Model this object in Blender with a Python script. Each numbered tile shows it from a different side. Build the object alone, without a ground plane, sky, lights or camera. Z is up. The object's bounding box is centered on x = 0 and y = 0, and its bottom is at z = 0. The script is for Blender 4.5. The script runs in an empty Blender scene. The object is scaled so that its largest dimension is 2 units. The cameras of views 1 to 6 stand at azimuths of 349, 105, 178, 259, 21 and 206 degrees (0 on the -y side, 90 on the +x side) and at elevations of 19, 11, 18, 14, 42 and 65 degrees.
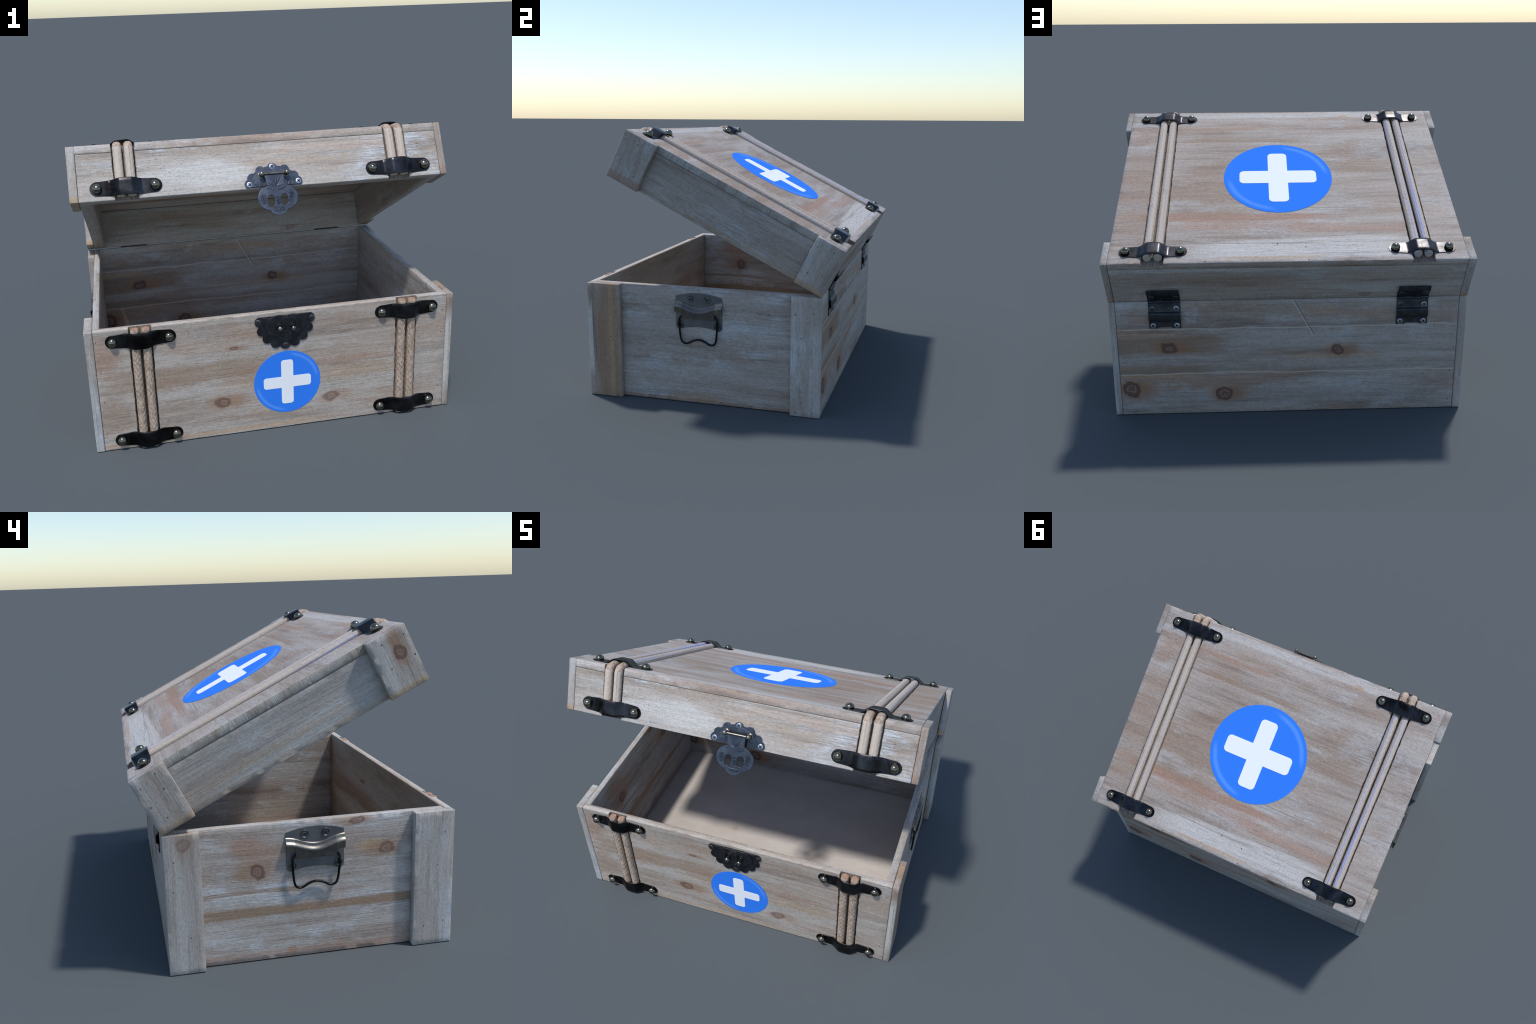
import bpy, bmesh, math, random
from mathutils import Vector, Matrix, noise

random.seed(7)
scene = bpy.context.scene
COL = scene.collection

# ------------------------------------------------------------------ sizes
X_IN, X_OUT = 0.956, 1.0            # panel face / batten face
X_PLUS = 0.963                      # the +x side boards sit a little further out
Y_F, Y_B = -0.745, 0.667            # outer front and back faces
Z_RIM = 0.6965                      # rim of the box
HINGE = Vector((0, 0.667, 0.700))   # hinge line
LID_ANGLE = math.radians(-26.75)
Z_LID = 0.990                       # lid top when closed
Z_PLANK = 0.946                     # underside of the lid's top plank
WALL = 0.0345                       # side walls
WALL_Y = 0.039                      # front wall
WALL_B = 0.026                      # back wall
LID_F, LID_L, LID_R = 0.070, 0.070, 0.040   # lid rim, thicker than the box's
STRAPS = (-0.717, 0.728)            # x of the two rope straps
ROPE_R = 0.0235
ROPE_GAP = 0.0285

# ------------------------------------------------------------------ node helper
class Nodes:
    def __init__(self, name):
        self.mat = bpy.data.materials.new(name)
        self.mat.use_nodes = True
        self.t = self.mat.node_tree
        self.t.nodes.clear()
        self.out = self.t.nodes.new('ShaderNodeOutputMaterial')
        self.bsdf = self.t.nodes.new('ShaderNodeBsdfPrincipled')
        self.t.links.new(self.bsdf.outputs[0], self.out.inputs[0])
        self.tc = self.t.nodes.new('ShaderNodeTexCoord')
        self.obj = self.tc.outputs['Object']

    def put(self, sock, v):
        if isinstance(v, bpy.types.NodeSocket):
            self.t.links.new(v, sock)
        elif isinstance(v, (tuple, list)) and len(v) == 3 and sock.type == 'RGBA':
            sock.default_value = (*v, 1)
        else:
            sock.default_value = v

    def math(self, op, a, b=0.0, c=0.0, clamp=False):
        n = self.t.nodes.new('ShaderNodeMath')
        n.operation = op
        n.use_clamp = clamp
        for i, v in enumerate((a, b, c)):
            self.put(n.inputs[i], v)
        return n.outputs[0]

    def sep(self, v):
        n = self.t.nodes.new('ShaderNodeSeparateXYZ')
        self.put(n.inputs[0], v)
        return n.outputs

    def mapping(self, v, loc=(0, 0, 0), scale=(1, 1, 1), rot=(0, 0, 0)):
        n = self.t.nodes.new('ShaderNodeMapping')
        self.put(n.inputs['Vector'], v)
        n.inputs['Location'].default_value = loc
        n.inputs['Scale'].default_value = scale
        n.inputs['Rotation'].default_value = rot
        return n.outputs[0]

    def vadd(self, a, b):
        n = self.t.nodes.new('ShaderNodeVectorMath')
        n.operation = 'ADD'
        self.put(n.inputs[0], a)
        self.put(n.inputs[1], b)
        return n.outputs[0]

    def vscale(self, a, s):
        n = self.t.nodes.new('ShaderNodeVectorMath')
        n.operation = 'SCALE'
        self.put(n.inputs[0], a)
        n.inputs['Scale'].default_value = s
        return n.outputs[0]

    def noise(self, v, scale=1.0, detail=3.0, rough=0.5, dist=0.0, color=False):
        n = self.t.nodes.new('ShaderNodeTexNoise')
        self.put(n.inputs['Vector'], v)
        n.inputs['Scale'].default_value = scale
        n.inputs['Detail'].default_value = detail
        n.inputs['Roughness'].default_value = rough
        n.inputs['Distortion'].default_value = dist
        return n.outputs['Color'] if color else n.outputs['Fac']

    def ramp(self, fac, *stops):
        n = self.t.nodes.new('ShaderNodeValToRGB')
        self.put(n.inputs[0], fac)
        cr = n.color_ramp
        while len(cr.elements) < len(stops):
            cr.elements.new(0.5)
        for e, (p, c) in zip(cr.elements, stops):
            e.position = p
            e.color = (c, c, c, 1) if isinstance(c, (int, float)) else (*c, 1)
        return n.outputs[0]

    def step(self, v, lo, hi):
        n = self.t.nodes.new('ShaderNodeMapRange')
        n.interpolation_type = 'SMOOTHSTEP'
        self.put(n.inputs[0], v)
        n.inputs[1].default_value = lo
        n.inputs[2].default_value = hi
        return n.outputs[0]

    def mix(self, fac, a, b, blend='MIX'):
        n = self.t.nodes.new('ShaderNodeMix')
        n.data_type = 'RGBA'
        n.blend_type = blend
        self.put(n.inputs['Factor'], fac)
        self.put(n.inputs[6], a)
        self.put(n.inputs[7], b)
        return n.outputs[2]

    def bump(self, h, strength, dist):
        n = self.t.nodes.new('ShaderNodeBump')
        self.put(n.inputs['Height'], h)
        n.inputs['Strength'].default_value = strength
        n.inputs['Distance'].default_value = dist
        self.t.links.new(n.outputs[0], self.bsdf.inputs['Normal'])

    def random(self):
        return self.t.nodes.new('ShaderNodeObjectInfo').outputs['Random']

    def done(self, color, rough=0.7, metal=0.0, spec=0.5):
        self.put(self.bsdf.inputs['Base Color'], color)
        self.put(self.bsdf.inputs['Roughness'], rough)
        self.put(self.bsdf.inputs['Metallic'], metal)
        self.put(self.bsdf.inputs['Specular IOR Level'], spec)
        return self.mat


# ------------------------------------------------------------------ wood
AX = {'x': 0, 'y': 1, 'z': 2}

def wood(name, grain, face, seed, value=1.0, wash=0.5, warm=0.5, pits=0.5, tint=(1, 1, 1), rough=0.6,
         knots=(), bands=(), seams=(), scratch=None, patches=(), mirror=None):
    """Whitewashed weathered pine. grain: axis of the fibres; face: the two axes
    (along, across) in which knots / bands / seams are placed; mirror: (axis of the
    board's thickness, its middle, centre along): the inner face shows the same figure turned round."""
    N = Nodes(name)
    g = AX[grain]
    off = (seed * 3.17, seed * 1.91, seed * 2.53)
    O = N.obj
    if mirror:
        ax, mid, cen, outward = mirror
        s = N.sep(O)
        sg = N.math('SIGN', N.math('MULTIPLY', N.math('SUBTRACT', s[AX[ax]], mid), outward))
        fl = N.math('ADD', N.math('MULTIPLY', N.math('SUBTRACT', s[AX[face[0]]], cen), sg), cen)
        cb = N.t.nodes.new('ShaderNodeCombineXYZ')
        for i in range(3):
            N.t.links.new(fl if i == AX[face[0]] else s[i], cb.inputs[i])
        O = cb.outputs[0]

    def stretched(along, across, k=0):
        s = [across] * 3
        s[g] = along
        return N.mapping(P, (off[0] + k, off[1] + k * 0.7, off[2] - k), s)

    wob = N.noise(N.mapping(O, off), 2.0, 2.0, 0.5, color=True)
    P = N.vadd(O, N.vscale(N.vadd(wob, (-0.5, -0.5, -0.5)), 0.014))
    co = N.sep(O)
    u, v = co[AX[face[0]]], co[AX[face[1]]]

    broad = N.noise(stretched(0.8, 8.0), 1.0, 9.0, 0.68)
    fibre = N.noise(stretched(6.0, 170.0), 1.0, 4.0, 0.7)
    vein = N.noise(stretched(1.6, 48.0), 1.0, 6.0, 0.68)
    patch = N.noise(stretched(2.4, 5.5), 1.0, 11.0, 0.72)
    patch2 = N.noise(stretched(1.6, 2.6, 4.0), 1.0, 8.0, 0.66)
    stain = N.noise(stretched(1.0, 4.5, 9.0), 1.2, 7.0, 0.64, 0.2)
    speck = N.noise(stretched(60.0, 140.0), 1.0, 4.0, 0.7)
    grit = N.noise(stretched(55.0, 85.0), 1.0, 6.0, 0.8)

    c = N.ramp(broad, (0.32, (0.240, 0.192, 0.160)), (0.44, (0.365, 0.315, 0.275)),
               (0.56, (0.430, 0.393, 0.358)), (0.69, (0.495, 0.474, 0.455)))
    st = N.math('MULTIPLY', N.step(stain, 0.49, 0.66), warm)      # wash worn through
    c = N.mix(st, c, (0.350, 0.215, 0.140))
    chalk = N.math('MULTIPLY', N.step(patch, 0.47, 0.60), N.step(patch2, 0.40, 0.58))
    wm = N.math('MULTIPLY', chalk, N.step(fibre, 0.28, 0.55))
    wm = N.math('MULTIPLY', wm, wash, clamp=True)                 # blue-grey chalky wash
    c = N.mix(wm, c, (0.53, 0.555, 0.58))

    for (cu, cv, hu, hv, col, k) in bands:      # long stains along the grain
        dv = N.math('ADD', N.math('SUBTRACT', v, cv), N.math('MULTIPLY', N.math('SUBTRACT', stain, 0.5), hv * 2.0))
        dv = N.math('DIVIDE', N.math('ABSOLUTE', dv), hv)
        du = N.math('DIVIDE', N.math('ABSOLUTE', N.math('SUBTRACT', u, cu)), hu)
        du = N.math('ADD', du, N.math('MULTIPLY', N.math('SUBTRACT', vein, 0.5), 0.8))
        m = N.math('MULTIPLY', N.math('SUBTRACT', 1.0, N.step(dv, 0.55, 1.10)),
                   N.math('SUBTRACT', 1.0, N.step(du, 0.6, 1.1)))
        m = N.math('MULTIPLY', m, N.step(vein, 0.22, 0.50))
        c = N.mix(N.math('MULTIPLY', m, k), c, col)
    for (cu, cv, hu, hv, col, k) in patches:    # blotches
        du = N.math('DIVIDE', N.math('SUBTRACT', u, cu), hu)
        dv = N.math('DIVIDE', N.math('SUBTRACT', v, cv), hv)
        d = N.math('SQRT', N.math('ADD', N.math('MULTIPLY', du, du), N.math('MULTIPLY', dv, dv)))
        d = N.math('ADD', d, N.math('MULTIPLY', N.math('SUBTRACT', patch, 0.5), 2.6))
        m = N.math('SUBTRACT', 1.0, N.step(d, 0.35, 1.15))
        c = N.mix(N.math('MULTIPLY', m, k), c, col)

    c = N.mix(1.0, c, N.ramp(fibre, (0.28, 0.86), (0.5, 1.0), (0.72, 1.07)), 'MULTIPLY')
    c = N.mix(1.0, c, N.ramp(vein, (0.30, 0.76), (0.45, 1.0), (0.7, 1.06)), 'MULTIPLY')
    c = N.mix(1.0, c, N.ramp(grit, (0.30, 0.74), (0.5, 1.0), (0.68, 1.17)), 'MULTIPLY')

    for (cu, cv, ru, rv, k) in knots:
        lump = N.noise(N.mapping(O, off), 15.0, 2.5, 0.55, color=True)
        ls = N.sep(lump)
        du = N.math('DIVIDE', N.math('SUBTRACT', u, cu), ru)
        dv = N.math('DIVIDE', N.math('SUBTRACT', v, cv), rv)
        du = N.math('ADD', du, N.math('MULTIPLY', N.math('SUBTRACT', ls[0], 0.5), 1.5))
        dv = N.math('ADD', dv, N.math('MULTIPLY', N.math('SUBTRACT', ls[1], 0.5), 1.5))
        d = N.math('SQRT', N.math('ADD', N.math('MULTIPLY', du, du), N.math('MULTIPLY', dv, dv)))
        hu = N.math('MULTIPLY', N.math('ADD', du, -0.5 if seed % 2 else 0.5), 0.50)
        h = N.math('SQRT', N.math('ADD', N.math('MULTIPLY', hu, hu), N.math('MULTIPLY', dv, dv)))
        halo = N.math('SUBTRACT', 1.0, N.step(h, 0.55, 2.0))
        c = N.mix(N.math('MULTIPLY', halo, 0.80 * k), c, (0.31, 0.165, 0.085))
        core = N.math('SUBTRACT', 1.0, N.step(d, 0.70, 1.15))
        rings = N.math('SINE', N.math('ADD', N.math('MULTIPLY', d, 15.0), N.math('MULTIPLY', ls[2], 2.0)))
        kc = N.mix(N.math('MULTIPLY', N.step(rings, -0.4, 1.0), 0.8), (0.17, 0.10, 0.075), (0.29, 0.21, 0.18))
        c = N.mix(N.math('MULTIPLY', core, k), c, kc)
        rim = N.math('MULTIPLY', N.step(d, 0.60, 0.88), N.math('SUBTRACT', 1.0, N.step(d, 0.95, 1.25)))
        c = N.mix(N.math('MULTIPLY', rim, 0.75 * k), c, (0.105, 0.05, 0.035))

    for (cv, k) in seams:                       # board joints, painted as a pale highlight line and a dark shade band
        dv = N.math('ADD', N.math('SUBTRACT', v, cv), N.math('MULTIPLY', N.math('SUBTRACT', N.noise(stretched(3.5, 1.5), 1.0, 5.0), 0.5), 0.035))
        a = N.math('ABSOLUTE', dv)
        ln = N.math('MULTIPLY', N.math('SUBTRACT', 1.0, N.step(a, 0.001, 0.006)), N.step(patch, 0.36, 0.46))
        a2 = N.math('ABSOLUTE', N.math('ADD', dv, -0.018))
        ln2 = N.math('MULTIPLY', N.math('SUBTRACT', 1.0, N.step(a2, 0.004, 0.022)), N.step(vein, 0.40, 0.58))
        c = N.mix(N.math('MULTIPLY', ln2, 0.6 * k), c, (0.20, 0.18, 0.165))
        c = N.mix(N.math('MULTIPLY', ln, k), c, (0.60, 0.54, 0.46))
    if scratch:
        (u0, v0), (u1, v1), hw = scratch
        L = math.hypot(u1 - u0, v1 - v0)
        tx, ty = (u1 - u0) / L, (v1 - v0) / L
        a = N.math('SUBTRACT', u, u0)
        b = N.math('SUBTRACT', v, v0)
        along = N.math('ADD', N.math('MULTIPLY', a, tx), N.math('MULTIPLY', b, ty))
        across = N.math('SUBTRACT', N.math('MULTIPLY', a, -ty), N.math('MULTIPLY', b, -tx))
        gate = N.math('MULTIPLY', N.step(along, -0.004, 0.006), N.math('SUBTRACT', 1.0, N.step(along, L - 0.03, L)))
        m1 = N.math('MULTIPLY', gate, N.math('SUBTRACT', 1.0, N.step(N.math('ABSOLUTE', N.math('SUBTRACT', across, hw)), 0.0, hw)))
        m2 = N.math('MULTIPLY', gate, N.math('SUBTRACT', 1.0, N.step(N.math('ABSOLUTE', N.math('ADD', across, hw * 0.6)), 0.0, hw)))
        c = N.mix(N.math('MULTIPLY', m1, 0.8), c, (0.66, 0.64, 0.62))
        c = N.mix(N.math('MULTIPLY', m2, 0.9), c, (0.16, 0.135, 0.12))

    pit = N.math('MULTIPLY', N.step(speck, 0.60, 0.70), N.step(patch2, 0.46, 0.62))
    c = N.mix(N.math('MULTIPLY', pit, pits), c, (0.14, 0.105, 0.085))
    fleck = N.math('MULTIPLY', N.step(N.noise(N.mapping(P, off), 70.0, 3.0), 0.70, 0.76), 0.55)
    c = N.mix(fleck, c, (0.66, 0.66, 0.65))
    c = N.mix(1.0, c, tuple(value * t for t in tint), 'MULTIPLY')

    h = N.math('ADD', N.math('MULTIPLY', fibre, 0.45), N.math('MULTIPLY', vein, 0.6))
    h = N.math('ADD', h, N.math('MULTIPLY', grit, 0.35))
    h = N.math('ADD', h, N.math('MULTIPLY', wm, 0.25))
    h = N.math('SUBTRACT', h, N.math('MULTIPLY', pit, 0.5))
    N.bump(h, rough, 0.006)
    return N.done(c, N.ramp(fibre, (0.3, 0.58), (0.7, 0.76)), 0.0, 0.35)


RED = (0.37, 0.225, 0.16)
BRN = (0.29, 0.20, 0.135)
TAN = (0.45, 0.31, 0.19)
GRY = (0.35, 0.32, 0.30)
PAL = (0.60, 0.60, 0.585)

M_FRONT = wood('pine_front', 'x', 'xz', 1, 1.0, 0.35, 0.40, 0.75, tint=(1.03, 1.0, 0.965), mirror=('y', Y_F + 0.026, 0.0, -1.0),
    knots=[(-0.308, 0.203, 0.040, 0.032, 0.75), (0.297, 0.156, 0.038, 0.028, 0.6), (-0.235, 0.515, 0.022, 0.010, 0.7)],
    bands=[(-0.45, 0.40, 0.50, 0.06, BRN, 0.55), (0.25, 0.375, 0.55, 0.02, RED, 0.45), (0.2, 0.30, 0.6, 0.05, TAN, 0.35),
           (-0.5, 0.022, 0.9, 0.018, TAN, 0.6)],
    patches=[(-0.92, 0.55, 0.10, 0.13, RED, 0.5), (-0.9, 0.2, 0.12, 0.2, BRN, 0.45), (-0.4, 0.63, 0.15, 0.05, GRY, 0.5)])
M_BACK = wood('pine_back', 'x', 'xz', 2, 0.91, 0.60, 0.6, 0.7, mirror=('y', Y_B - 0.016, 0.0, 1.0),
    knots=[(0.675, 0.413, 0.045, 0.032, 1), (-0.275, 0.383, 0.036, 0.030, 1), (0.905, 0.165, 0.045, 0.05, 1), (0.375, 0.121, 0.042, 0.034, 1)],
    bands=[(0.72, 0.43, 0.42, 0.075, (0.27, 0.18, 0.115), 0.8), (0.80, 0.28, 0.40, 0.03, BRN, 0.8), (0.8, 0.245, 0.3, 0.012, TAN, 0.8),
           (0.80, 0.50, 0.22, 0.015, TAN, 0.7), (-0.25, 0.35, 0.30, 0.02, TAN, 0.6), (0.1, 0.10, 0.9, 0.06, GRY, 0.5)],
    seams=[(0.530, 0.75), (0.254, 0.75), (0.355, 0.25)], scratch=((-0.027, 0.69), (-0.148, 0.465), 0.0045),
    patches=[(-0.15, 0.63, 0.16, 0.03, TAN, 0.4)])
M_LEFT = wood('pine_left', 'y', 'yz', 3, 1.0, 0.85, 0.35, 0.9, rough=0.8, mirror=('x', -X_IN + 0.016, -0.0775, -1.0),
    knots=[(0.226, 0.458, 0.036, 0.036, 0.85), (-0.415, 0.520, 0.034, 0.030, 0.7), (-0.268, 0.674, 0.04, 0.018, 0.7)],
    bands=[(-0.03, 0.255, 0.75, 0.030, BRN, 0.95), (0.25, 0.355, 0.35, 0.016, BRN, 0.7), (0.30, 0.345, 0.18, 0.007, PAL, 0.8),
           (0.0, 0.02, 0.8, 0.03, RED, 0.5)],
    patches=[(0.29, 0.60, 0.10, 0.05, RED, 0.75), (0.20, 0.545, 0.12, 0.05, RED, 0.6), (-0.345, 0.545, 0.09, 0.035, TAN, 0.7),
             (0.065, 0.04, 0.03, 0.03, RED, 0.7), (-0.18, 0.05, 0.03, 0.03, RED, 0.5)])
M_RIGHT = wood('pine_right', 'y', 'yz', 4, 0.90, 0.8, 0.25, 0.6, mirror=('x', X_IN - 0.016, -0.039, 1.0),  # value lowered partway to the shading baked on this side
    bands=[(0.0, 0.01, 0.8, 0.016, RED, 0.6)],
    patches=[(-0.35, 0.45, 0.25, 0.10, GRY, 0.5), (-0.1, 0.03, 0.2, 0.03, TAN, 0.6)], seams=[(0.21, 0.2)])
M_TOP = wood('pine_lid_top', 'x', 'xy', 5, 0.97, 0.5, 0.3, 0.5, tint=(1.01, 0.99, 0.985),
    bands=[(0.30, 0.305, 0.66, 0.035, RED, 0.8), (-0.35, 0.40, 0.40, 0.05, RED, 0.6), (0.25, 0.365, 0.45, 0.06, RED, 0.45),
           (0.40, -0.55, 0.28, 0.02, RED, 0.6), (0.25, -0.42, 0.4, 0.02, BRN, 0.6), (0.55, -0.48, 0.25, 0.07, BRN, 0.35),
           (-0.1, 0.56, 0.75, 0.09, PAL, 0.7), (0.1, 0.63, 0.3, 0.012, TAN, 0.6), (0.84, 0.0, 0.14, 0.5, BRN, 0.50),
           (0.0, -0.70, 0.9, 0.03, PAL, 0.5)],
    patches=[(-0.41, -0.68, 0.04, 0.025, TAN, 0.7), (0.45, 0.05, 0.28, 0.30, BRN, 0.55), (-0.45, -0.25, 0.2, 0.2, BRN, 0.4), (0.88, -0.45, 0.07, 0.1, RED, 0.35)])
M_LFRONT = wood('pine_lid_front', 'x', 'xz', 6, 1.06, 1.0, 0.10, 0.5, rough=0.9, tint=(0.99, 1.0, 1.01),
    bands=[(0.4, 0.90, 0.45, 0.03, (0.50, 0.40, 0.34), 0.5), (0.2, 0.84, 0.4, 0.02, TAN, 0.25)], patches=[(-0.3, 0.80, 0.35, 0.07, PAL, 0.5)])
M_LBACK = wood('pine_lid_back', 'x', 'xz', 7, 0.92, 0.5, 0.25, 0.4, mirror=('y', Y_B - 0.016, 0.0, 1.0), knots=[(-0.419, 0.727, 0.03, 0.018, 0.35)],
    bands=[(0.6, 0.88, 0.4, 0.05, BRN, 0.4)])
M_LSIDE = wood('pine_lid_side', 'y', 'yz', 8, 0.97, 0.9, 0.15, 0.95, rough=1.0, tint=(0.95, 1.0, 1.03),
    bands=[(-0.1, 0.90, 0.45, 0.03, GRY, 0.5), (0.0, 0.78, 0.6, 0.02, TAN, 0.3), (0.1, 0.715, 0.7, 0.012, TAN, 0.4)])
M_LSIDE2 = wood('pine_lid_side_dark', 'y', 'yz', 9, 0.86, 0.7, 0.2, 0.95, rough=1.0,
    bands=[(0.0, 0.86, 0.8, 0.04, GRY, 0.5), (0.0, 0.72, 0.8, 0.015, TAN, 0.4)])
M_BAT = [
    wood('pine_batten_pale', 'z', 'zy', 11, 1.0, 0.55, 0.25, 0.7, tint=(0.97, 1.0, 1.02), knots=[(0.641, 0.572, 0.030, 0.033, 0.45)]),
    wood('pine_batten_grey', 'z', 'zy', 12, 1.02, 0.6, 0.15, 0.35, tint=(0.97, 1.0, 1.02), patches=[(0.5, -0.64, 0.12, 0.05, GRY, 0.4)]),
    wood('pine_batten_brown', 'z', 'zy', 13, 0.95, 0.25, 0.9, 0.5, tint=(1.0, 0.97, 0.93), bands=[(0.35, -0.622, 0.6, 0.092, (0.30, 0.195, 0.125), 0.75), (0.35, -0.735, 0.25, 0.02, PAL, 0.9), (0.35, -0.60, 0.5, 0.02, TAN, 0.6)]),
    wood('pine_batten_wash', 'z', 'zy', 14, 1.0, 0.85, 0.2, 0.4, tint=(0.97, 1.0, 1.02)),
    wood('pine_lid_batten_knot', 'z', 'zy', 15, 1.0, 0.8, 0.2, 0.6, tint=(0.97, 1.0, 1.02), knots=[(0.882, -0.672, 0.032, 0.028, 0.9)],
         bands=[(0.712, -0.65, 0.02, 0.2, TAN, 0.7)]),
    wood('pine_lid_batten_worn', 'z', 'zy', 16, 0.92, 0.6, 0.4, 0.6, tint=(0.97, 1.0, 1.02), bands=[(0.712, 0.58, 0.02, 0.2, TAN, 0.7)]),
    wood('pine_lid_batten_dark', 'z', 'zy', 17, 0.84, 0.6, 0.35, 0.6, bands=[(0.72, -0.65, 0.03, 0.2, RED, 0.6)]),
]
def plywood(name):
    N = Nodes(name)
    f = N.noise(N.mapping(N.obj, scale=(14, 160, 60)), 1.0, 4.0, 0.6)
    b = N.noise(N.mapping(N.obj, scale=(2, 5, 3)), 1.0, 6.0, 0.6)
    s = N.sep(N.obj)
    c = N.ramp(b, (0.3, (0.49, 0.44, 0.41)), (0.7, (0.58, 0.535, 0.505)))
    c = N.mix(1.0, c, N.ramp(f, (0.3, 0.90), (0.7, 1.06)), 'MULTIPLY')
    for cx, cy, r, k in ((0.84, -0.42, 0.09, 0.6), (-0.27, -0.05, 0.03, 0.45), (0.35, -0.1, 0.12, 0.15)):
        dx, dy = N.math('SUBTRACT', s[0], cx), N.math('SUBTRACT', s[1], cy)
        d = N.math('DIVIDE', N.math('SQRT', N.math('ADD', N.math('MULTIPLY', dx, dx), N.math('MULTIPLY', dy, dy))), r)
        d = N.math('ADD', d, N.math('MULTIPLY', N.math('SUBTRACT', b, 0.5), 1.5))
        c = N.mix(N.math('MULTIPLY', N.math('SUBTRACT', 1.0, N.step(d, 0.3, 1.1)), k), c, (0.42, 0.27, 0.13))
    fl = N.step(N.noise(N.obj, 60.0, 2.0), 0.72, 0.78)
    c = N.mix(N.math('MULTIPLY', fl, 0.4), c, (0.68, 0.66, 0.64))
    N.bump(f, 0.25, 0.002)
    return N.done(c, 0.7, 0.0, 0.3)
M_FLOOR = plywood('plywood_floor')
M_END = wood('pine_end_grain', 'z', 'zy', 19, 0.88, 0.8, 0.3, 0.9, rough=0.9, tint=(0.95, 1.0, 1.0))

def groove_wood():
    N = Nodes('raw_groove_wood')
    n = N.noise(N.mapping(N.obj, scale=(90, 14, 14)), 1.0, 4.0)
    return N.done(N.ramp(n, (0.3, (0.13, 0.10, 0.08)), (0.7, (0.32, 0.26, 0.21))), 0.85, 0, 0.2)
M_GROOVE = groove_wood()

# ------------------------------------------------------------------ other materials
def rope_mat(name, streaks, along, blue=0.0):
    N = Nodes(name)
    s = [170.0] * 3
    s[along] = 1.2 if streaks else 60.0
    n = N.noise(N.mapping(N.obj, scale=s), 1.0, 4.0, 0.6)
    big = N.noise(N.mapping(N.obj, scale=(26, 16, 16)), 1.0, 4.0, 0.6)
    if streaks:
        c = N.ramp(n, (0.30, (0.30, 0.235, 0.185)), (0.43, (0.50, 0.42, 0.35)), (0.53, (0.58, 0.50, 0.43)), (0.58, (0.40, 0.375, 0.355)), (0.63, (0.60, 0.53, 0.46)), (0.75, (0.64, 0.58, 0.52)))
        if blue:
            sc = [110.0] * 3
            sc[along] = 0.6
            b = N.noise(N.mapping(N.obj, (4.7, 1.3, 2.2), sc), 1.0, 0.0)
            c = N.mix(N.math('MULTIPLY', N.step(b, 0.62, 0.66), blue), c, (0.20, 0.30, 0.78))
        c = N.mix(N.math('MULTIPLY', N.step(big, 0.56, 0.72), 0.35), c, (0.30, 0.23, 0.185))
    else:
        c = N.ramp(n, (0.26, (0.20, 0.145, 0.105)), (0.45, (0.40, 0.305, 0.235)), (0.58, (0.52, 0.415, 0.33)), (0.74, (0.64, 0.54, 0.46)))
        c = N.mix(N.math('MULTIPLY', N.step(big, 0.48, 0.70), 0.55), c, (0.23, 0.16, 0.115))
    N.bump(n, 0.7, 0.004)
    return N.done(c, 0.85, 0.0, 0.2)

def plain_end():
    N = Nodes('cut_rope_end')
    n = N.noise(N.obj, 160.0, 4.0, 0.6)
    N.bump(n, 0.8, 0.004)
    return N.done(N.ramp(n, (0.3, (0.24, 0.135, 0.085)), (0.7, (0.52, 0.34, 0.25))), 0.9, 0, 0.2)

M_ROPE = rope_mat('hemp_rope', False, 2)
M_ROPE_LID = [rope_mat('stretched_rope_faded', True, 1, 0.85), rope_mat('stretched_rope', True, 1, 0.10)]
M_ROPE_FRONT = rope_mat('stretched_rope_upright', True, 2, 0.0)
M_ROPE_END = plain_end()

def metal(name, lo, hi, rough, edge=None, metallic=1.0, scale=22.0, r_amp=0.12):
    N = Nodes(name)
    r = N.random()
    cb = N.t.nodes.new('ShaderNodeCombineXYZ')
    for i in range(3):
        N.t.links.new(N.math('MULTIPLY', r, 7.0 + i * 3), cb.inputs[i])
    P = N.vadd(N.obj, cb.outputs[0])
    n = N.noise(P, scale, 5.0, 0.6, 0.4)
    f = N.noise(P, scale * 9, 3.0, 0.6)
    c = N.ramp(n, (0.36, lo), (0.66, hi))
    c = N.mix(N.math('MULTIPLY', N.step(f, 0.6, 0.75), 0.18), c, tuple(x * 1.6 + 0.01 for x in hi))
    N.bump(f, 0.12, 0.001)
    return N.done(c, N.math('ADD', rough, N.math('MULTIPLY', N.math('SUBTRACT', f, 0.5), r_amp * 2)), metallic, 0.5)

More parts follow.
